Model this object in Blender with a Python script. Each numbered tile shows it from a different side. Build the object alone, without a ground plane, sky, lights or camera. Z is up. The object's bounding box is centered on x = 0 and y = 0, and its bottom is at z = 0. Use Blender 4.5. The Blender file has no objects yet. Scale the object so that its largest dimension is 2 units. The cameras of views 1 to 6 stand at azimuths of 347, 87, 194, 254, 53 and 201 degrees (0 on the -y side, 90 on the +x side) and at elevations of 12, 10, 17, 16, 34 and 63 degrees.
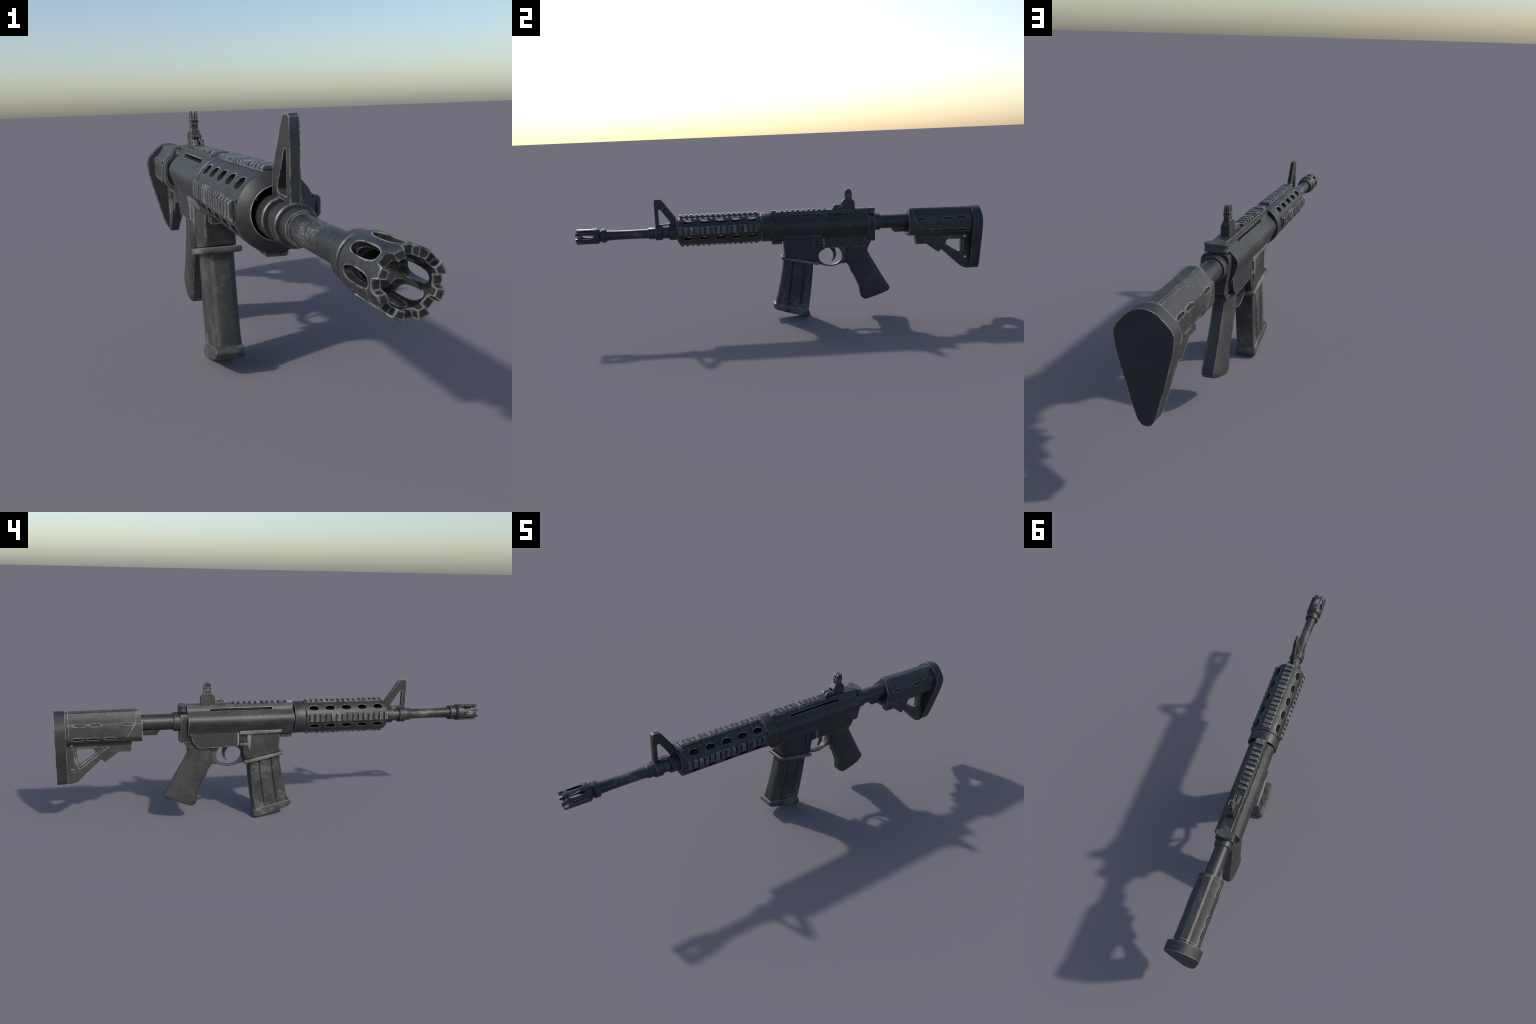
import bpy, bmesh, math, random
from mathutils import Vector, Matrix, noise

random.seed(7)
COL = bpy.context.scene.collection
AX = 0.4565      # barrel axis height
HG = 0.4620      # handguard / receiver ring / stock tube axis height


# ------------------------------------------------------------------ materials
def gun_material(name, base, wear, wear_amt=1.0, rough=0.5, metal=0.25, radius=0.0042,
                 grain=160.0, blotch=0.35, scuff=None, scuff_amt=0.0,
                 scuff_lo=0.55, scuff_scale=9.0, edge_hi=0.25, vary=0.0, scratch=0.0):
    m = bpy.data.materials.new(name)
    m.use_nodes = True
    nt = m.node_tree
    N, L = nt.nodes, nt.links
    bsdf = N["Principled BSDF"]
    bsdf.inputs["Metallic"].default_value = metal
    tc = N.new("ShaderNodeTexCoord")
    coord = tc.outputs["Object"]
    if vary > 0:
        oi = N.new("ShaderNodeObjectInfo")
        off = N.new("ShaderNodeVectorMath")
        off.operation = 'MULTIPLY_ADD'
        off.inputs[1].default_value = (7.0, 3.0, 5.0)
        L.new(oi.outputs["Random"], off.inputs[0])
        L.new(coord, off.inputs[2])
        coord = off.outputs["Vector"]

    def noise_tex(scale, detail=4.0, rough_=0.6, stretch=None):
        n = N.new("ShaderNodeTexNoise")
        n.inputs["Scale"].default_value = scale
        n.inputs["Detail"].default_value = detail
        n.inputs["Roughness"].default_value = rough_
        if stretch:
            mp = N.new("ShaderNodeMapping")
            mp.inputs["Scale"].default_value = stretch
            L.new(coord, mp.inputs["Vector"])
            L.new(mp.outputs["Vector"], n.inputs["Vector"])
        else:
            L.new(coord, n.inputs["Vector"])
        return n.outputs["Fac"]

    def math_(op, a, b=None, clamp=False):
        n = N.new("ShaderNodeMath")
        n.operation = op
        n.use_clamp = clamp
        for i, v in enumerate((a, b)):
            if v is None:
                continue
            if isinstance(v, (int, float)):
                n.inputs[i].default_value = v
            else:
                L.new(v, n.inputs[i])
        return n.outputs[0]

    def ramp(fac, lo, hi):
        n = N.new("ShaderNodeMapRange")
        n.interpolation_type = 'SMOOTHSTEP'
        n.inputs["From Min"].default_value = lo
        n.inputs["From Max"].default_value = hi
        L.new(fac, n.inputs["Value"])
        return n.outputs["Result"]

    def mix(fac, a, b):
        n = N.new("ShaderNodeMix")
        n.data_type = 'RGBA'
        if isinstance(fac, float):
            n.inputs[0].default_value = fac
        else:
            L.new(fac, n.inputs[0])
        for i, v in ((6, a), (7, b)):
            if isinstance(v, tuple):
                n.inputs[i].default_value = (*v, 1.0)
            else:
                L.new(v, n.inputs[i])
        return n.outputs[2]

    # base: two close greys in soft blotches plus fine grain
    b1 = tuple(c * (1.0 + blotch) for c in base)
    b0 = tuple(c * (1.0 - blotch) for c in base)
    big = noise_tex(14.0, 5.0, 0.65)
    fine = noise_tex(grain, 3.0, 0.7)
    f = math_('ADD', math_('MULTIPLY', big, 0.6), math_('MULTIPLY', fine, 0.4))
    colour = mix(ramp(f, 0.36, 0.64), b0, b1)
    # worn edges, found by comparing the rounded and the true normal
    bev = N.new("ShaderNodeBevel")
    bev.samples = 8
    bev.inputs["Radius"].default_value = radius
    geo = N.new("ShaderNodeNewGeometry")
    dot = N.new("ShaderNodeVectorMath")
    dot.operation = 'DOT_PRODUCT'
    L.new(bev.outputs["Normal"], dot.inputs[0])
    L.new(geo.outputs["Normal"], dot.inputs[1])
    edge = math_('SUBTRACT', 1.0, dot.outputs["Value"], True)
    patch = noise_tex(38.0, 6.0, 0.7)
    chip = noise_tex(120.0, 4.0, 0.7)
    # chipped unevenly: strong on some stretches, almost gone on others
    stretch_ = noise_tex(17.0, 3.0, 0.6)
    uneven = math_('ADD', math_('MULTIPLY', ramp(patch, 0.30, 0.70), 2.0), math_('MULTIPLY', ramp(chip, 0.35, 0.65), 1.2))
    uneven = math_('MULTIPLY', uneven, math_('ADD', math_('MULTIPLY', ramp(stretch_, 0.35, 0.62), 0.75), 0.55))
    # the square root lets shallow edges wear too, though less than square ones
    edge = math_('MULTIPLY', math_('MULTIPLY', math_('POWER', edge, 0.5), uneven), 0.35)
    em = math_('MULTIPLY', ramp(edge, edge_hi * 0.25, edge_hi), wear_amt, True)
    colour = mix(em, colour, wear)
    if scuff:
        sc = noise_tex(scuff_scale, 8.0, 0.72)
        fs = noise_tex(230.0, 2.0, 0.8)
        sm = math_('MULTIPLY', ramp(sc, scuff_lo, scuff_lo + 0.13), ramp(fs, 0.42, 0.62))
        colour = mix(math_('MULTIPLY', sm, scuff_amt, True), colour, scuff)
    if scratch > 0:
        # long thin rubs along the gun and a few chips, gathered in patches
        rub = noise_tex(1.0, 5.0, 0.65, (260.0, 14.0, 200.0))
        where = noise_tex(11.0, 4.0, 0.6)
        rm = math_('MULTIPLY', ramp(rub, 0.58, 0.66), ramp(where, 0.52, 0.62))
        chips = math_('MULTIPLY', ramp(chip, 0.64, 0.70), ramp(patch, 0.50, 0.58))
        rm = math_('MULTIPLY', math_('MAXIMUM', rm, chips), scratch, True)
        colour = mix(rm, colour, tuple(c * 0.75 for c in wear))
    if vary > 0:
        hv = N.new("ShaderNodeHueSaturation")
        vr = N.new("ShaderNodeMapRange")
        vr.inputs["To Min"].default_value = 1.0 - vary
        vr.inputs["To Max"].default_value = 1.0 + vary
        L.new(oi.outputs["Random"], vr.inputs["Value"])
        L.new(vr.outputs["Result"], hv.inputs["Value"])
        L.new(colour, hv.inputs["Color"])
        colour = hv.outputs["Color"]
    L.new(colour, bsdf.inputs["Base Color"])
    rr = N.new("ShaderNodeMapRange")
    rr.inputs["To Min"].default_value = rough - 0.08
    rr.inputs["To Max"].default_value = rough + 0.10
    L.new(f, rr.inputs["Value"])
    L.new(rr.outputs["Result"], bsdf.inputs["Roughness"])
    bump = N.new("ShaderNodeBump")
    bump.inputs["Strength"].default_value = 0.25
    bump.inputs["Distance"].default_value = 0.0012
    bsum = math_('ADD', math_('MULTIPLY', fine, 0.5), math_('MULTIPLY', patch, 0.7))
    L.new(bsum, bump.inputs["Height"])
    L.new(bump.outputs["Normal"], bsdf.inputs["Normal"])
    return m


WEAR = (0.31, 0.295, 0.285)
BRIGHT = (0.38, 0.38, 0.39)
M_METAL = gun_material("dark_metal", (0.0325, 0.033, 0.0335), WEAR, 0.9, 0.48, 0.25, blotch=0.3,
                       scuff=(0.095, 0.094, 0.092), scuff_amt=0.45, scuff_lo=0.52, scratch=0.28)
M_RING = gun_material("ring_metal", (0.031, 0.0315, 0.033), WEAR, 0.85, 0.46, 0.25, blotch=0.25, scratch=0.3)
M_LUG = gun_material("worn_rail_metal", (0.078, 0.077, 0.077), BRIGHT, 0.9, 0.45, 0.25, 0.003,
                     scuff=(0.36, 0.36, 0.37), scuff_amt=0.9, scuff_lo=0.50, scuff_scale=30.0, vary=0.35)
M_BARREL = gun_material("barrel_metal", (0.033, 0.0335, 0.035), WEAR, 0.9, 0.46, 0.3,
                        scuff=(0.20, 0.19, 0.18), scuff_amt=0.9, blotch=0.35, scuff_lo=0.51)
M_HIDER = gun_material("muzzle_metal", (0.033, 0.0335, 0.035), WEAR, 0.95, 0.46, 0.3,
                       scuff=(0.15, 0.145, 0.14), scuff_amt=0.6, blotch=0.4, scuff_lo=0.54)
M_POLY = gun_material("black_polymer", (0.033, 0.0333, 0.0333), WEAR, 0.9, 0.55, 0.1, 0.0040, blotch=0.3,
                      scuff=(0.10, 0.10, 0.10), scuff_amt=0.45, scuff_lo=0.52, scratch=0.15)
M_STOCK = gun_material("rubbed_polymer", (0.033, 0.0333, 0.0333), WEAR, 0.68, 0.52, 0.1, 0.0060, blotch=0.3, edge_hi=0.21,
                       scuff=(0.10, 0.10, 0.10), scuff_amt=0.45, scuff_lo=0.52, scratch=0.75)
M_MAG = gun_material("magazine_polymer", (0.035, 0.0353, 0.035), (0.22, 0.21, 0.195), 0.8, 0.52, 0.12, 0.006,
                     scuff=(0.17, 0.165, 0.155), scuff_amt=0.8, blotch=0.35, scuff_lo=0.48, edge_hi=0.21, scratch=0.65)
M_WORN = gun_material("chipped_metal", (0.064, 0.063, 0.061), BRIGHT, 0.9, 0.5, 0.2, 0.005,
                      scuff=(0.30, 0.30, 0.30), scuff_amt=0.75, blotch=0.5, scuff_lo=0.48, scuff_scale=16.0, edge_hi=0.21)
M_GUARD = gun_material("scratched_metal", (0.050, 0.050, 0.050), WEAR, 0.85, 0.5, 0.2, 0.004,
                       scuff=(0.20, 0.195, 0.19), scuff_amt=0.55, blotch=0.5, scuff_lo=0.52, scuff_scale=22.0, edge_hi=0.21)
M_TRIM = gun_material("rubbed_metal", (0.122, 0.115, 0.109), (0.28, 0.27, 0.26), 0.7, 0.5, 0.2, 0.003, blotch=0.45, edge_hi=0.21)
M_BARE = gun_material("bare_metal", (0.26, 0.26, 0.265), (0.42, 0.42, 0.42), 0.6, 0.42, 0.3, 0.003, blotch=0.4)
M_PAD = gun_material("butt_rubber", (0.027, 0.0275, 0.029), (0.27, 0.265, 0.26), 0.9, 0.6, 0.05, 0.0045, blotch=0.25, edge_hi=0.21)
M_KNURL = gun_material("knurled_metal", (0.060, 0.061, 0.063), (0.12, 0.12, 0.12), 0.5, 0.6, 0.2, 0.002, grain=420.0)
M_VOID = gun_material("painted_shadow_black", (0.006, 0.006, 0.006), (0.01, 0.01, 0.01), 0.2, 0.9, 0.0, blotch=0.2)


# ------------------------------------------------------------------ mesh tools
def mesh_from(bm, name):
    bmesh.ops.recalc_face_normals(bm, faces=bm.faces)
    me = bpy.data.meshes.new(name)
    bm.to_mesh(me)
    bm.free()
    return me


def finish(name, me, mat, parent=None, bevel=0.0, seg=2, angle=35, bang=32):
    ob = bpy.data.objects.new(name, me)
    COL.objects.link(ob)
    if bevel > 0.0013:      # finer edges stay crisp; the Bevel node rounds and wears them
        b = ob.modifiers.new("bevel", 'BEVEL')
        b.width = bevel
        b.segments = seg
        b.limit_method = 'ANGLE'
        b.angle_limit = math.radians(bang)
        b.use_clamp_overlap = True
        apply_mods(ob)
    me = ob.data
    me.materials.clear()
    me.materials.append(mat)
    me.shade_smooth()
    me.set_sharp_from_angle(angle=math.radians(angle))
    if parent:
        ob.parent = parent
    return ob


def apply_mods(ob):
    dg = bpy.context.evaluated_depsgraph_get()
    new = bpy.data.meshes.new_from_object(ob.evaluated_get(dg))
    old = ob.data
    ob.modifiers.clear()
    ob.data = new
    new.name = ob.name
    bpy.data.meshes.remove(old)


def cut(ob, cutters, op='DIFFERENCE', angle=35):
    bm = bmesh.new()
    for me in cutters:
        bm.from_mesh(me)
        bpy.data.meshes.remove(me)
    me = bpy.data.meshes.new("tool")
    bm.to_mesh(me)
    bm.free()
    tool = bpy.data.objects.new("tool", me)
    COL.objects.link(tool)
    mat = ob.data.materials[0] if ob.data.materials else None
    b = ob.modifiers.new("cut", 'BOOLEAN')
    b.operation = op
    b.object = tool
    b.solver = 'EXACT'
    b.use_self = True
    apply_mods(ob)
    bpy.data.objects.remove(tool)
    bpy.data.meshes.remove(me)
    ob.data.materials.clear()
    if mat:
        ob.data.materials.append(mat)
    for p in ob.data.polygons:
        p.material_index = 0
    ob.data.shade_smooth()
    ob.data.set_sharp_from_angle(angle=math.radians(angle))


def union_mesh(name, meshes):
    """several closed pieces simply joined in one mesh"""
    bm = bmesh.new()
    for me in meshes:
        bm.from_mesh(me)
        bpy.data.meshes.remove(me)
    me = bpy.data.meshes.new(name)
    bm.to_mesh(me)
    bm.free()
    return me


def loft(name, loops, cap=True):
    bm = bmesh.new()
    rings = [[bm.verts.new(p) for p in lp] for lp in loops]
    n = len(rings[0])
    for a, b in zip(rings, rings[1:]):
        for i in range(n):
            bm.faces.new((a[i], a[(i + 1) % n], b[(i + 1) % n], b[i]))
    if cap:
        bm.faces.new(rings[0])
        bm.faces.new(list(reversed(rings[-1])))
    return mesh_from(bm, name)


def prism_x(name, outline, x0, x1):
    """(y,z) outline extruded across the gun"""
    return loft(name, [[(x0, y, z) for y, z in outline], [(x1, y, z) for y, z in outline]])


def prism_y(name, half, y0, y1):
    """half cross-section (x>=0, z), mirrored, extruded along the gun"""
    full = half + [(-x, z) for x, z in reversed(half) if x > 1e-6]
    return loft(name, [[(x, y0, z) for x, z in full], [(x, y1, z) for x, z in full]])


def box(name, x0, x1, y0, y1, z0, z1):
    return prism_x(name, [(y0, z0), (y1, z0), (y1, z1), (y0, z1)], x0, x1)


def lathe(name, profile, zc, seg=48, closed=False, phase=0.0):
    """(y, r) profile revolved about the line x=0, z=zc"""
    bm = bmesh.new()
    rings = []
    for y, r in profile:
        rings.append([bm.verts.new((r * math.cos(phase + 2 * math.pi * k / seg), y,
                                    zc + r * math.sin(phase + 2 * math.pi * k / seg))) for k in range(seg)])
    pairs = list(zip(rings, rings[1:]))
    if closed:
        pairs.append((rings[-1], rings[0]))
    for a, b in pairs:
        for i in range(seg):
            bm.faces.new((a[i], a[(i + 1) % seg], b[(i + 1) % seg], b[i]))
    if not closed:
        bm.faces.new(rings[0])
        bm.faces.new(list(reversed(rings[-1])))
    return mesh_from(bm, name)


def oblong(name, centre, normal, along, length, width, depth, squareness=2.6, seg=24, inward=None):
    """rounded slot cutter standing along `normal`"""
    c, n, a = Vector(centre), Vector(normal).normalized(), Vector(along).normalized()
    t = n.cross(a)
    lo, hi = (-depth, depth) if inward is None else (-inward, depth)
    loops = []
    for h in (lo, hi):
        lp = []
        for k in range(seg):
            an = 2 * math.pi * k / seg
            cs, sn = math.cos(an), math.sin(an)
            e = 2.0 / squareness
            u = math.copysign(abs(cs) ** e, cs) * length / 2
            v = math.copysign(abs(sn) ** e, sn) * width / 2
            lp.append(c + n * h + a * u + t * v)
        loops.append(lp)
    return loft(name, loops)


def rounded(points, r, seg=4):
    """round every corner of a (y,z) outline"""
    out = []
    n = len(points)
    for i in range(n):
        p0, p, p1 = Vector(points[i - 1]), Vector(points[i]), Vector(points[(i + 1) % n])
        a, b = (p0 - p), (p1 - p)
        d = min(r, a.length * 0.45, b.length * 0.45)
        s, e = p + a.normalized() * d, p + b.normalized() * d
        for k in range(seg + 1):
            t = k / seg
            out.append(tuple((1 - t) ** 2 * s + 2 * t * (1 - t) * p + t * t * e))
    return out


def lump(ob, amp, scale, cuts=2):
    bm = bmesh.new()
    bm.from_mesh(ob.data)
    bmesh.ops.triangulate(bm, faces=[f for f in bm.faces if len(f.verts) > 4])
    bmesh.ops.subdivide_edges(bm, edges=bm.edges, cuts=cuts, use_grid_fill=True)
    bm.normal_update()
    for v in bm.verts:
        v.co += v.normal * amp * noise.fractal(v.co * scale, 1.0, 2.0, 3)
    bm.to_mesh(ob.data)
    bm.free()
    ob.data.shade_smooth()
    ob.data.set_sharp_from_angle(angle=math.radians(50))


# ------------------------------------------------------------------ root
rifle = bpy.data.objects.new("assault_rifle", None)
rifle.empty_display_size = 0.2
COL.objects.link(rifle)
rifle["label"] = "worn dark grey carbine with railed handguard and curved magazine"
rifle["category"] = "rifle"

# ------------------------------------------------------------------ flash hider
fh = finish("flash_hider", lathe("flash_hider", [
    (-0.9995, 0.0280), (-0.9995, 0.0372), (-0.9975, 0.0385), (-0.8965, 0.0385), (-0.893, 0.0375), (-0.883, 0.0270),
    (-0.878, 0.0262), (-0.876, 0.0262), (-0.876, 0.018), (-0.905, 0.018), (-0.910, 0.0280)],
    AX, 64, closed=True), M_HIDER, rifle)
tools = []
for k in range(8):
    a = k * math.pi / 4
    n = Vector((math.cos(a), 0, math.sin(a)))
    c = Vector((0, 0, AX)) + n * 0.034
    tools.append(oblong("slot", c + Vector((0, -0.9455, 0)), n, (0, 1, 0), 0.070, 0.0175, 0.012, 2.6, 28))
    # wedge notch between two crown teeth
    t = n.cross(Vector((0, 1, 0)))
    lo = c - n * 0.014
    hi = c + n * 0.012
    w0, w1, d = 0.0088, 0.0060, 0.0120
    loops = []
    for p, q in ((lo, 0.68), (hi, 1.25)):
        loops.append([p + Vector((0, -1.004, 0)) - t * w0 * q, p + Vector((0, -1.004, 0)) + t * w0 * q,
                      p + Vector((0, -1.0 + d, 0)) + t * w1 * q, p + Vector((0, -1.0 + d, 0)) - t * w1 * q])
    tools.append(loft("notch", loops))
cut(fh, tools)

ringm = finish("barrel_collar", lathe("barrel_collar", [
    (-0.8765, 0.020), (-0.8765, 0.0325), (-0.875, 0.0340), (-0.857, 0.0340), (-0.855, 0.0330), (-0.855, 0.020)],
    AX, 40), M_RING, rifle)

# ------------------------------------------------------------------ barrel
barrel = finish("barrel", lathe("barrel", [
    (-0.860, 0.0255), (-0.853, 0.0255), (-0.835, 0.0245), (-0.810, 0.0232), (-0.770, 0.0228), (-0.700, 0.0230), (-0.652, 0.0235),
    (-0.648, 0.0236), (-0.648, 0.0275), (-0.646, 0.0285), (-0.612, 0.0285), (-0.612, 0.0280), (-0.55, 0.0285), (-0.52, 0.0285),
    (-0.515, 0.0245), (-0.480, 0.0245)],
    AX, 16, phase=math.pi / 16), M_BARREL, rifle, angle=40)

# ------------------------------------------------------------------ front sight
fs_out = [(-0.6135, 0.470), (-0.6145, 0.612), (-0.6125, 0.619), (-0.606, 0.6235), (-0.581, 0.6225), (-0.5775, 0.619),
          (-0.5115, 0.5285), (-0.5105, 0.505), (-0.514, 0.480), (-0.545, 0.480), (-0.547, 0.4935), (-0.580, 0.4915),
          (-0.582, 0.470)]
fs_win = rounded([(-0.5960, 0.571), (-0.5845, 0.571), (-0.5395, 0.5065), (-0.5440, 0.5005), (-0.5950, 0.4985)], 0.004, 3)
front_sight = finish("front_sight", prism_x("front_sight", fs_out, -0.0085, 0.0085), M_METAL, rifle, 0.0008, 1)
# window through the plate, and the channel that runs down its back between two cheeks
channel = [(-0.6030, 0.640), (-0.6030, 0.6165), (-0.5890, 0.6080), (-0.5210, 0.5150), (-0.5180, 0.4950), (-0.500, 0.4950), (-0.500, 0.640)]
cut(front_sight, [prism_x("w", fs_win, -0.03, 0.03)])
cut(front_sight, [prism_x("c", channel, -0.0040, 0.0040)])
post = finish("sight_post", lathe("sight_post", [(-0.0035, 0.003), (0.0035, 0.003)], 0, 10), M_METAL, front_sight)
post.matrix_local = Matrix.Translation((0, -0.588, 0.612)) @ Matrix.Rotation(math.radians(90), 4, 'X') @ Matrix.Scale(2.2, 4, (0, 1, 0))
for nm, y0, y1, r in (("sight_band", -0.6155, -0.5820, 0.0355), ("sight_band", -0.5475, -0.5020, 0.0375)):
    finish(nm, lathe(nm, [(y0, 0.026), (y0, r - 0.002), (y0 + 0.002, r), (y1 - 0.002, r), (y1, r - 0.002), (y1, 0.026)], AX, 48),
           M_RING, front_sight)

# ------------------------------------------------------------------ handguard
hand = finish("handguard", lathe("handguard", [
    (-0.5110, 0.0460), (-0.4995, 0.0668), (-0.4970, 0.0688), (-0.4920, 0.0696), (-0.1025, 0.0702),
    (-0.1005, 0.0688), (-0.1005, 0.0450), (-0.5080, 0.0450)],
    HG, 72, closed=True), M_METAL, rifle)
tools = []
for i in range(5):
    y = -0.4535 + i * 0.0785
    tools.append(oblong("slot", (0, y, 0.5090), (1, 0, 0), (0, 1, 0), 0.046, 0.0190, 0.12, 2.3, 24))
    tools.append(oblong("slot", (0, y, 0.4295), (1, 0, 0), (0, 1, 0), 0.046, 0.0180, 0.12, 2.3, 24))
cut(hand, tools, angle=30)
# sleeve and slot insides are coloured black to bake in their unlit depth
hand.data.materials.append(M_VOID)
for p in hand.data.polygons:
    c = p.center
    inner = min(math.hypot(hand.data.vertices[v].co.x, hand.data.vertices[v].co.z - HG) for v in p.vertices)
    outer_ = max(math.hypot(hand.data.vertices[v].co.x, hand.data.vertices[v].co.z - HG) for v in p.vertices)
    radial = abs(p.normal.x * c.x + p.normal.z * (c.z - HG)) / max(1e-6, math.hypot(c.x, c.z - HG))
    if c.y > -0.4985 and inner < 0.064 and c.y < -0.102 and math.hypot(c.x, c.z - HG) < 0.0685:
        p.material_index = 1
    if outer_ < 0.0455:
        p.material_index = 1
rail_base = []
for ang, w, r0, r1, off in ((90, 0.0195, 0.0675, 0.0725, 0.0), (-90, 0.0195, 0.0672, 0.0705, 0.0), (0, 0.0195, 0.0675, 0.0735, 0.0055),
                            (180, 0.0195, 0.0675, 0.0735, -0.0055)):
    prof = [(-w, r0), (w, r0), (w, r1 - 0.002), (w - 0.002, r1), (-w + 0.002, r1), (-w, r1 - 0.002)]
    a = math.radians(ang)
    n = Vector((math.cos(a), 0, math.sin(a)))
    t = Vector((-math.sin(a), 0, math.cos(a)))
    c = Vector((0, 0, HG))
    rail_base.append(loft("rail", [[c + n * h + t * (l + off) + Vector((0, y, 0)) for l, h in prof] for y in (-0.4945, -0.1035)]))
finish("rail_base", union_mesh("rail_base", rail_base), M_METAL, hand)

# ------------------------------------------------------------------ rail lugs (shared meshes)
def lug_mesh(name, half_w, length, h, chamfer):
    prof = [(-half_w, -0.002), (half_w, -0.002), (half_w, h - chamfer), (half_w - chamfer, h), (-half_w + chamfer, h), (-half_w, h - chamfer)]
    me = loft(name, [[(l, y, z) for l, z in prof] for y in (-length / 2, length / 2)])
    ob = finish("lug_source", me, M_LUG, None, 0.0008, 1)
    me = ob.data
    bpy.data.objects.remove(ob)
    me.name = name
    return me

LUG_TOP = lug_mesh("rail_lug_wide", 0.0205, 0.0140, 0.0068, 0.0038)
LUG_SIDE = lug_mesh("rail_lug_narrow", 0.0185, 0.0140, 0.0063, 0.0048)
LUG_REC = lug_mesh("rail_lug_receiver", 0.0200, 0.0115, 0.0072, 0.0032)


def put_lug(me, parent, loc, roll):
    ob = bpy.data.objects.new("rail_lug", me)
    COL.objects.link(ob)
    ob.matrix_world = Matrix.Translation(loc) @ Matrix.Rotation(math.radians(roll), 4, 'Y')
    ob.parent = parent


for i in range(15):
    y = -0.4875 + i * 0.0262
    put_lug(LUG_TOP, hand, (0, y, HG + 0.0715), 0)
    put_lug(LUG_TOP, hand, (0, y, HG - 0.0695), 180)
    put_lug(LUG_SIDE, hand, (0.0733, y, HG + 0.0055), 90)
    put_lug(LUG_SIDE, hand, (-0.0733, y, HG + 0.0055), -90)

# ------------------------------------------------------------------ barrel nut ring
nut = finish("barrel_nut", lathe("barrel_nut", [
    (-0.0985, 0.030), (-0.0985, 0.0655), (-0.0955, 0.0660), (-0.0955, 0.0705), (-0.0935, 0.0722), (-0.049, 0.0728), (-0.0465, 0.0718), (-0.0465, 0.0670),
    (-0.056, 0.0655), (-0.056, 0.030)], HG, 72), M_RING, rifle)

# ------------------------------------------------------------------ upper receiver
up_half = [(0.0, 0.534), (0.0235, 0.534), (0.0262, 0.5315), (0.0275, 0.524), (0.0315, 0.511), (0.0395, 0.501), (0.0490, 0.4915),
           (0.0575, 0.481), (0.0612, 0.469), (0.0613, 0.458), (0.0595, 0.446), (0.0548, 0.433), (0.0475, 0.418),
           (0.0440, 0.408), (0.0400, 0.398), (0.0300, 0.390), (0.0, 0.388)]
upper = finish("upper_receiver", union_mesh("upper_receiver", [prism_y("u", [(x * 1.018 if z < 0.500 else x, z) for x, z in up_half], -0.0435, 0.4375)]), M_METAL, rifle, 0.0007, 1, 28, 60)
for v in upper.data.vertices:
    if 0.450 < v.co.z < 0.505:
        v.co.x -= 0.0018
    elif v.co.z < 0.450 and v.co.x < 0:
        v.co.x += 0.0015
tools = []
for sx in (1, -1):
    tools.append(box("slot", min(sx * 0.008, sx * 0.05), max(sx * 0.008, sx * 0.05), 0.0535, 0.3385, 0.5085, 0.5185))
cut(upper, tools, angle=28)
finish("receiver_lug", box("receiver_lug", -0.0300, 0.0300, -0.0440, 0.0060, 0.3760, 0.400), M_METAL, upper, 0.0007, 1)
# long front lug of the top rail with a shallow framed pocket
fl = finish("rail_stop", loft("rail_stop", [[(l, y, z) for l, z in [(-0.0205, 0.530), (0.0205, 0.530), (0.0205, 0.5365), (0.0175, 0.5412),
            (-0.0175, 0.5412), (-0.0205, 0.5365)]] for y in (-0.0425, -0.0180)]), M_LUG, upper, 0.0007, 1)
cut(fl, [box("p", -0.0125, 0.0125, -0.0375, -0.0230, 0.5400, 0.55)])
for i in range(9):
    put_lug(LUG_REC, upper, (0, 0.0112 + i * 0.02640, 0.5340), 0)

# ------------------------------------------------------------------ rear sight
rs_base = [(0.2615, 0.531), (0.2615, 0.537), (0.266, 0.5435), (0.3085, 0.5435), (0.3085, 0.5675), (0.3240, 0.5835), (0.3600, 0.5835), (0.3735, 0.5675), (0.3745, 0.531)]
rear_sight = finish("rear_sight", prism_x("rear_sight", rs_base, -0.0148, 0.0148), M_METAL, rifle, 0.0010, 1)
# the block narrows above the shoulder
bm = bmesh.new(); bm.from_mesh(rear_sight.data)
for v in bm.verts:
    if v.co.z > 0.574:
        v.co.x *= 0.68
bm.to_mesh(rear_sight.data); bm.free()
cut(rear_sight, [box("p", -0.0085, 0.0085, 0.30, 0.3135, 0.5445, 0.5640)])
col_out = [(0.3265, 0.580), (0.3270, 0.606), (0.3600, 0.606), (0.3605, 0.580)]
finish("sight_column", prism_x("sight_column", col_out, -0.0095, 0.0095), M_METAL, rear_sight, 0.0006, 1)
finish("sight_band_plate", prism_x("sight_band_plate", [(0.3258, 0.5975), (0.3258, 0.6095), (0.3613, 0.6095), (0.3613, 0.5975)], -0.0106, 0.0106), M_METAL, rear_sight, 0.0006, 1)
ear = [(0.3268, 0.594)] + [(0.3437 + 0.0169 * math.cos(a), 0.6155 + 0.0168 * math.sin(a)) for a in
                           [math.pi - k * math.pi / 10 for k in range(11)]] + [(0.3602, 0.594)]
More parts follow.
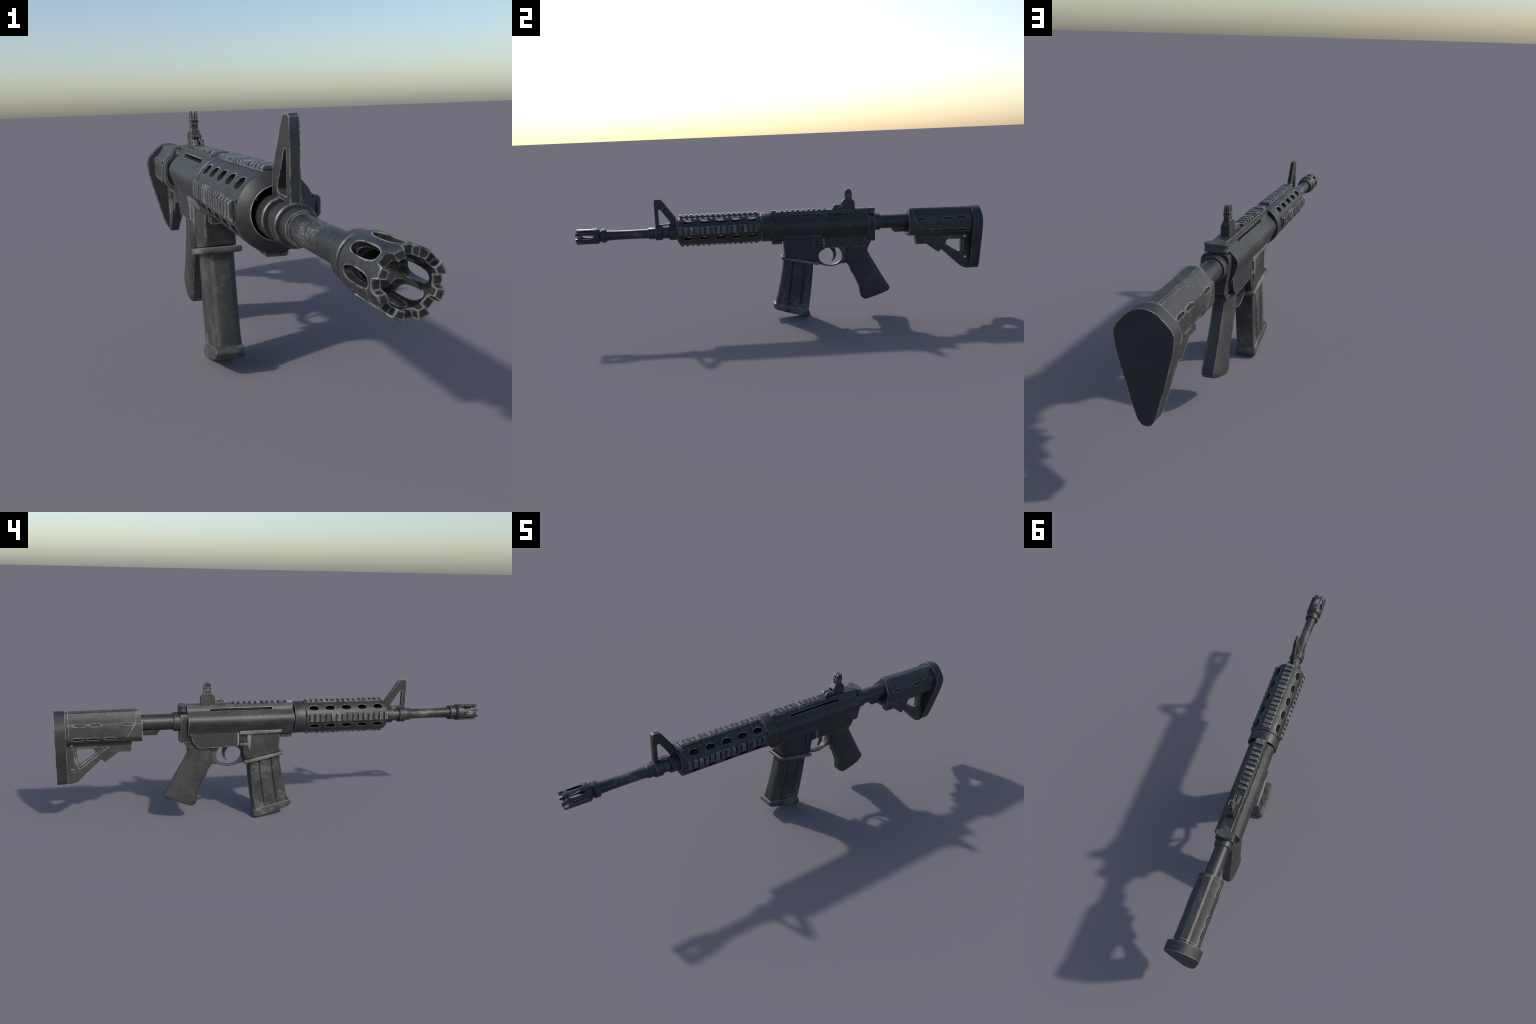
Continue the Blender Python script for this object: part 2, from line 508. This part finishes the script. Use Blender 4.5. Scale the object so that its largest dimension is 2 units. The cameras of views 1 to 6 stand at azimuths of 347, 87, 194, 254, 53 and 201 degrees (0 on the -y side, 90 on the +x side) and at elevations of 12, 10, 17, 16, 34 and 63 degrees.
for sx in (-1, 1):
    finish("sight_ear", prism_x("sight_ear", ear, min(sx * 0.0032, sx * 0.0096), max(sx * 0.0032, sx * 0.0096)), M_METAL, rear_sight, 0.0006, 1)
    kn = finish("sight_knob", lathe("sight_knob", [(-0.0018, 0.0068), (0.0005, 0.0068), (0.0018, 0.0052)], 0, 16), M_WORN, rear_sight)
    kn.matrix_local = Matrix.Translation((sx * 0.0114, 0.3445, 0.6035)) @ Matrix.Rotation(math.radians(-90 * sx), 4, 'Z')
    lugear = rounded([(0.2625, 0.534), (0.2665, 0.549), (0.2735, 0.5565), (0.3035, 0.5565), (0.3080, 0.5500), (0.3080, 0.534)], 0.004, 3)
    finish("sight_hinge", prism_x("sight_hinge", lugear, min(sx * 0.0048, sx * 0.0146), max(sx * 0.0048, sx * 0.0146)), M_WORN, rear_sight, 0.0012, 1)

# ------------------------------------------------------------------ charging handle
spool = []
for z, k in ((0.5065, 0.90), (0.5080, 0.98), (0.5125, 1.0), (0.5150, 0.955), (0.5265, 0.955), (0.5290, 1.0), (0.5335, 1.0), (0.5355, 0.95)):
    lp = []
    for j in range(40):
        a = 2 * math.pi * j / 40
        cs, sn = math.cos(a), math.sin(a)
        e = 2 / 2.5
        lp.append((0.0405 * k * math.copysign(abs(cs) ** e, cs),
                   0.4565 + 0.0180 * k * math.copysign(abs(sn) ** e, sn), z))
    spool.append(lp)
ch = finish("charging_handle", loft("charging_handle", spool), M_KNURL, rifle)
finish("handle_shaft", box("handle_shaft", -0.0125, 0.0125, 0.420, 0.448, 0.520, 0.5352), M_KNURL, ch, 0.0010, 1)

# ------------------------------------------------------------------ lower receiver
low_side = [(0.2140, 0.347), (0.3850, 0.3445), (0.3960, 0.3480), (0.4165, 0.3760), (0.4285, 0.4100), (0.4285, 0.425), (0.2140, 0.425)]
lower = finish("lower_receiver", prism_x("lower_receiver", low_side, -0.0445, 0.0405), M_METAL, rifle, 0.0010, 1)
rear_half = [(0.0, 0.5030), (0.0280, 0.5030), (0.0400, 0.4970), (0.0450, 0.4860), (0.0445, 0.4600), (0.0390, 0.4250), (0.0330, 0.4000), (0.0300, 0.3705), (0.0, 0.3705)]
finish("receiver_end_plate", prism_y("receiver_end_plate", rear_half, 0.4240, 0.4690), M_METAL, lower, 0.0012, 1)
tang = [(0.380, 0.336), (0.4335, 0.336), (0.4500, 0.3680), (0.4600, 0.3720), (0.4600, 0.385), (0.380, 0.385)]
finish("receiver_tang", prism_x("receiver_tang", tang, -0.0260, 0.0260), M_METAL, lower, 0.0015, 1)

# magazine well
mw = [(0.0110, 0.410), (0.0150, 0.3600), (0.0165, 0.3120), (0.1740, 0.2800), (0.1720, 0.410)]
well = finish("magazine_well", prism_x("magazine_well", mw, -0.0375, 0.0375), M_METAL, rifle, 0.0030, 1)
finish("well_rear_wall", prism_x("well_rear_wall", [(0.165, 0.410), (0.165, 0.300), (0.178, 0.285), (0.182, 0.300), (0.187, 0.340), (0.2160, 0.352), (0.2160, 0.410)],
                                 -0.0350, 0.0350), M_METAL, well, 0.002, 1)
for sx in (-1, 1):
    def xs(a, b):
        return (min(sx * a, sx * b), max(sx * a, sx * b))
    trim = rounded([(0.0080, 0.4030), (0.0085, 0.4165), (0.2060, 0.4165), (0.2070, 0.4000), (0.1660, 0.3990)], 0.003, 2)
    t = finish("well_trim", prism_x("well_trim", trim, *xs(0.030, 0.0480)), M_TRIM if sx < 0 else M_METAL, well, 0.0035, 2)
    post_ = rounded([(0.1500, 0.402), (0.1700, 0.402), (0.1660, 0.345), (0.1600, 0.318), (0.1530, 0.345)], 0.002, 2)
    finish("well_rib", prism_x("well_rib", post_, *xs(0.030, 0.0415)), M_TRIM if sx < 0 else M_METAL, well, 0.0025, 2)
    ledge = rounded([(0.1640, 0.3600), (0.2060, 0.3570), (0.2030, 0.3490), (0.1660, 0.3460)], 0.002, 2)
    finish("well_ledge", prism_x("well_ledge", ledge, *xs(0.028, 0.0425)), M_TRIM if sx < 0 else M_METAL, well, 0.0018, 2)
finish("release_frame", prism_x("release_frame", rounded([(0.1770, 0.3600), (0.2080, 0.3560), (0.2080, 0.4120), (0.1830, 0.4080)], 0.003, 2), 0.030, 0.0405), M_METAL, well, 0.003, 2)
finish("magazine_release_button", box("magazine_release_button", 0.036, 0.0455, 0.1855, 0.1975, 0.3665, 0.3875), M_LUG, well, 0.0025, 2)
# raised vertical edge of the lower in front of the side plate
finish("receiver_rib", box("receiver_rib", -0.0430, 0.0395, 0.2080, 0.2150, 0.3500, 0.4120), M_BARE, lower, 0.0015, 1)

# magazine well lip: slanted rounded frame
def lip_loop(off_x, y_f, y_r, lift, zf=0.3065, zr=0.2700):
    pts = rounded([(-off_x, y_f), (off_x, y_f), (off_x, y_r), (-off_x, y_r)], 0.003, 2)
    out = []
    for x, y in pts:
        t = (y + 0.0) / 0.182
        out.append((x, y, zf + (zr - zf) * t + lift))
    return out

prof = [(math.copysign(abs(math.cos(a)) ** 0.6, math.cos(a)), math.copysign(abs(math.sin(a)) ** 0.6, math.sin(a))) for a in [2 * math.pi * k / 12 for k in range(12)]]
lip_loops = []
for c, s in prof:
    o = 0.0075 * c
    lip_loops.append(lip_loop(0.0410 + o, 0.0060 - o, 0.1755 + o, 0.0082 * s))
bm = bmesh.new()
rings = [[bm.verts.new(p) for p in lp] for lp in lip_loops]
nn = len(rings[0])
for a in range(len(rings)):
    r0, r1 = rings[a], rings[(a + 1) % len(rings)]
    for i in range(nn):
        bm.faces.new((r0[i], r0[(i + 1) % nn], r1[(i + 1) % nn], r1[i]))
finish("well_lip", mesh_from(bm, "well_lip"), M_TRIM, well)
finish("well_lip_floor", loft("well_lip_floor", [lip_loop(0.040, 0.008, 0.173, -0.004), lip_loop(0.040, 0.008, 0.173, 0.003)]), M_METAL, well)

# ------------------------------------------------------------------ magazine
def quad(p0, p1, p2, t):
    """curve through three points, p1 at t=0.42"""
    k = 0.42
    a = Vector(p0); m = Vector(p1); b = Vector(p2)
    c = (m - a * (1 - k) ** 2 - b * k * k) / (2 * k * (1 - k))
    return a * (1 - t) ** 2 + c * 2 * t * (1 - t) + b * t * t

sections = []
for i in range(25):
    t = i / 24
    F = quad((0.0120, 0.305), (-0.0050, 0.205), (-0.0400, 0.066), t)
    R = quad((0.1570, 0.276), (0.1480, 0.180), (0.1250, 0.025), t)
    W = 0.0335 + 0.0028 * max(0.0, (t - 0.86) / 0.14) ** 2
    g1, g2 = 0.315 + 0.045 * t, 0.695 + 0.035 * t
    half = []
    for k in range(101):
        u = k / 100
        w = W
        if u < 0.15:
            q = 1 - u / 0.15
            w = W * (0.45 + 0.55 * math.sqrt(max(0, 1 - q * q)))
        elif u > 0.955:
            q = (u - 0.955) / 0.045
            w = W * (0.80 + 0.20 * math.sqrt(max(0, 1 - q * q)))
        for g in (g1, g2):
            d = abs(u - g)
            if d < 0.075:
                w -= (0.0030 * (0.5 + 0.5 * math.cos(math.pi * d / 0.075)) + 0.0060 * (0.5 + 0.5 * math.cos(math.pi * min(1.0, d / 0.040)))) * min(1.0, (1 - t) / 0.10) * min(1.0, 0.35 + t / 0.12)
        # ribs between the grooves swell a little
        half.append((u, w))
    P = lambda u: F + (R - F) * u
    lp = [(w, P(u).x, P(u).y) for u, w in half] + [(-w, P(u).x, P(u).y) for u, w in reversed(half)]
    sections.append(lp)
mag = finish("magazine", loft("magazine", sections), M_MAG, rifle, angle=60)
plate = rounded([(-0.0425, 0.0790), (-0.0510, 0.0620), (-0.0440, 0.0525), (-0.0270, 0.0415), (0.0920, 0.0065), (0.1150, 0.0), (0.1310, 0.0060), (0.1330, 0.0200), (0.1270, 0.0400)], 0.004, 2)
base = finish("magazine_floor_plate", prism_x("magazine_floor_plate", plate, -0.0370, 0.0370), M_WORN, mag, 0.005, 2)
lump(base, 0.0012, 70.0, 2)

# ------------------------------------------------------------------ trigger and guard
inner = [(0.2190, 0.3370), (0.2010, 0.3300), (0.1890, 0.3150), (0.1870, 0.2980), (0.1930, 0.2800), (0.2100, 0.2650), (0.2300, 0.2570), (0.2480, 0.2545),
         (0.2660, 0.2570), (0.2850, 0.2650), (0.3000, 0.2790), (0.3060, 0.2970), (0.3050, 0.3150), (0.2970, 0.3290), (0.2900, 0.3360)]
outer = [(0.2190, 0.3520), (0.1800, 0.3520), (0.1750, 0.3400), (0.1730, 0.3000), (0.1720, 0.2700), (0.1880, 0.2620), (0.2250, 0.2510), (0.2490, 0.2480),
         (0.2680, 0.2500), (0.2880, 0.2570), (0.3000, 0.2605), (0.3200, 0.2590), (0.3280, 0.2700), (0.3280, 0.3520), (0.2900, 0.3520)]
gl = []
for x in (-0.0130, 0.0130):
    gl.append(([(x, y, z) for y, z in inner], [(x, y, z) for y, z in outer]))
bm = bmesh.new()
vi = [[bm.verts.new(p) for p in g[0]] for g in gl]
vo = [[bm.verts.new(p) for p in g[1]] for g in gl]
for i in range(len(inner) - 1):
    bm.faces.new((vi[0][i], vi[0][i + 1], vo[0][i + 1], vo[0][i]))
    bm.faces.new((vi[1][i], vo[1][i], vo[1][i + 1], vi[1][i + 1]))
    bm.faces.new((vi[0][i], vi[1][i], vi[1][i + 1], vi[0][i + 1]))
    bm.faces.new((vo[0][i], vo[0][i + 1], vo[1][i + 1], vo[1][i]))
for i in (0, len(inner) - 1):
    bm.faces.new((vi[0][i], vo[0][i], vo[1][i], vi[1][i]))
guard = finish("trigger_guard", mesh_from(bm, "trigger_guard"), M_GUARD, lower, 0.0018, 2)
lump(guard, 0.0008, 120.0, 1)
trig_f = [(0.2440, 0.352), (0.2470, 0.3360), (0.2570, 0.3250), (0.2630, 0.3100), (0.2620, 0.2930), (0.2530, 0.2740)]
trig_r = [(0.2720, 0.352), (0.2715, 0.3360), (0.2750, 0.3240), (0.2765, 0.3080), (0.2740, 0.2930), (0.2560, 0.2710)]
finish("trigger", prism_x("trigger", trig_f + list(reversed(trig_r)), -0.0060, 0.0060), M_METAL, lower, 0.0016, 2)

# ------------------------------------------------------------------ pistol grip
stations = [((0.3275, 0.352), (0.4380, 0.350), 0.0300, 0.017), ((0.3265, 0.300), (0.4330, 0.318), 0.0295, 0.017),
            ((0.3260, 0.263), (0.4480, 0.289), 0.0285, 0.017), ((0.3400, 0.2445), (0.4630, 0.2630), 0.0280, 0.017),
            ((0.3465, 0.2300), (0.4710, 0.2490), 0.0280, 0.017), ((0.3515, 0.2110), (0.4820, 0.2300), 0.0282, 0.0175),
            ((0.3635, 0.1960), (0.4925, 0.2120), 0.0284, 0.0175), ((0.3790, 0.1600), (0.5080, 0.1850), 0.0288, 0.018),
            ((0.3900, 0.1340), (0.5210, 0.1630), 0.0292, 0.018), ((0.3945, 0.1000), (0.5415, 0.1315), 0.0310, 0.018),
            ((0.3990, 0.0830), (0.5430, 0.1210), 0.0305, 0.018), ((0.4150, 0.0720), (0.5355, 0.1110), 0.0280, 0.016)]
loops = []
for F, R, w, bw in stations:
    F, R = Vector(F), Vector(R)
    half = [(0.0, w * 0.60), (0.025, w * 0.74), (0.07, w * 0.88), (0.14, w * 0.97), (0.25, w), (0.45, w + 0.0008), (0.70, w - 0.0003),
            (0.86, 0.78 * w + 0.22 * bw), (0.955, 0.32 * w + 0.68 * bw), (1.0, bw)]
    k = 1.0
    lp = [(x * k, (F + (R - F) * u).x, (F + (R - F) * u).y) for u, x in half]
    lp += [(-x, y, z) for x, y, z in reversed(lp)]
    loops.append(lp)
grip = finish("pistol_grip", loft("pistol_grip", loops), M_POLY, rifle, 0.0, 2, 33, 50)

# ------------------------------------------------------------------ buffer tube
tube = finish("buffer_tube", lathe("buffer_tube", [(0.466, 0.0345), (0.70, 0.0345)], HG - 0.001, 48), M_RING, rifle)
finish("castle_nut", lathe("castle_nut", [(0.4680, 0.030), (0.4680, 0.0405), (0.4700, 0.0420), (0.4950, 0.0420), (0.4985, 0.0395), (0.4985, 0.0335)], HG - 0.001, 48),
       M_RING, tube)
finish("tube_key", prism_x("tube_key", [(0.5570, 0.432), (0.5570, 0.4260), (0.5720, 0.4065), (0.66, 0.4065), (0.66, 0.432)], -0.0140, 0.0140), M_METAL, tube, 0.0015)

# ------------------------------------------------------------------ shoulder stock
def stock_section(k, dz=0.0):
    """half cross-section, grown outward by k"""
    return [(0.0, 0.5205 + k), (0.0140, 0.5195 + k), (0.0210 + k * .7, 0.5145 + k * .7), (0.0295 + k * .8, 0.4990 + k * .6), (0.0400 + k * .8, 0.4850 + k * .5), (0.0520 + k, 0.4725 + k * .3), (0.0545 + k, 0.4660),
            (0.0550 + k, 0.4400), (0.0545 + k, 0.4130), (0.0510 + k, 0.4050), (0.0415 + k * .8, 0.3925), (0.0300 + k * .4, 0.3865 - k * .3), (0.0, 0.3845 - k * .3)]

def stock_piece(name, k, front, y1):
    half = stock_section(k)
    full = half + [(-x, z) for x, z in reversed(half) if x > 1e-6]
    loops = [[(x, front(z), z) for x, z in full]]
    for i in range(1, 7):
        t = i / 6
        # the comb drops a little towards the butt
        loops.append([(x, front(z) * (1 - t) + y1 * t, z - (0.0035 * t if z > 0.48 else 0.0)) for x, z in full])
    return loft(name, loops)

stock = finish("shoulder_stock", stock_piece("shoulder_stock", 0.0, lambda z: 0.6360 + max(0, z - 0.47) * 0.22, 0.960), M_STOCK, rifle, 0.0010, 1, 25)
# the front end is a shallow cup around the tube
mouth = [(x * 0.86, 0.4540 + (z - 0.4540) * 0.86) for x, z in stock_section(0.0)]
cut(stock, [prism_y("mouth", mouth, 0.60, 0.6420)], angle=22)

def panel_front(z):
    if z > 0.465:
        return 0.6550 + (0.5225 - z) * 0.17
    return 0.6650 + (0.465 - z) * 0.70 if z > 0.40 else 0.715

panel = finish("cheek_panel", stock_piece("cheek_panel", 0.0020, panel_front, 0.9430), M_STOCK, stock, 0.0005, 1, 25)
tools = []
for sx in (1, -1):
    for y, z, nx, nz in ((0.6990, 0.4700, 0.93, 0.36), (0.8320, 0.4700, 0.93, 0.36), (0.8960, 0.4700, 0.93, 0.36),
                         (0.7730, 0.4080, 0.93, -0.36), (0.8420, 0.4080, 0.93, -0.36), (0.9060, 0.4080, 0.93, -0.36)):
        tools.append(oblong("slot", (sx * 0.0560, y, z), (sx * nx, 0, nz), (0, 1, 0), 0.050, 0.0125, 0.02, 3.0, 24, inward=0.0045))
cut(panel, tools, angle=22)
tools = []
for sx in (1, -1):
    for y, z, nx, nz in ((0.6990, 0.4700, 0.93, 0.36), (0.8320, 0.4700, 0.93, 0.36), (0.8960, 0.4700, 0.93, 0.36),
                         (0.7730, 0.4080, 0.93, -0.36), (0.8420, 0.4080, 0.93, -0.36), (0.9060, 0.4080, 0.93, -0.36)):
        tools.append(oblong("slot", (sx * 0.0560, y, z), (sx * nx, 0, nz), (0, 1, 0), 0.050, 0.0125, 0.02, 3.0, 24, inward=0.0045))
cut(stock, tools, angle=22)

frame_out = [(0.6780, 0.395), (0.6780, 0.3760), (0.6820, 0.3385), (0.7330, 0.3385), (0.7940, 0.2940), (0.8110, 0.3080), (0.9140, 0.2130), (0.9300, 0.2065),
             (0.9480, 0.2035), (0.9600, 0.2070), (0.9600, 0.395)]
frame = finish("stock_frame", prism_x("stock_frame", frame_out, -0.0150, 0.0150), M_POLY, stock, 0.0012, 1)
tri_wide = rounded([(0.7720, 0.3670), (0.9250, 0.3670), (0.9210, 0.3000), (0.9020, 0.2690)], 0.007, 3)
tri_deep = rounded([(0.7960, 0.3610), (0.9190, 0.3610), (0.9145, 0.3000), (0.9015, 0.2810)], 0.006, 3)
win = rounded([(0.8360, 0.3500), (0.8480, 0.3560), (0.9120, 0.3550), (0.9080, 0.2990), (0.9000, 0.2900), (0.8360, 0.3300)], 0.005, 3)
tools = [prism_x("w", win, -0.05, 0.05), prism_x("r", tri_wide, 0.0125, 0.05), prism_x("r", tri_wide, -0.05, -0.0125),
         prism_x("r", tri_deep, 0.0085, 0.06), prism_x("r", tri_deep, -0.06, -0.0085)]
for y, z in ((0.9310, 0.3700), (0.9330, 0.2640)):
    tools.append(prism_x("h", [(y + 0.0072 * math.cos(2 * math.pi * k / 16), z + 0.0072 * math.sin(2 * math.pi * k / 16)) for k in range(16)], -0.05, 0.05))
cut(frame, tools, angle=30)

pad_half = [(0.0, 0.5220), (0.0120, 0.5210), (0.0250, 0.5170), (0.0380, 0.5095), (0.0560, 0.4935), (0.0710, 0.4760), (0.0775, 0.4640), (0.0797, 0.4510),
            (0.0792, 0.4370), (0.0758, 0.4160), (0.0668, 0.3760), (0.0540, 0.3260), (0.0405, 0.2780), (0.0285, 0.2370), (0.0215, 0.2185), (0.0140, 0.2080), (0.0065, 0.2040), (0.0, 0.2035)]
finish("butt_pad", prism_y("butt_pad", pad_half, 0.9535, 1.0), M_PAD, stock, 0.0012, 1)
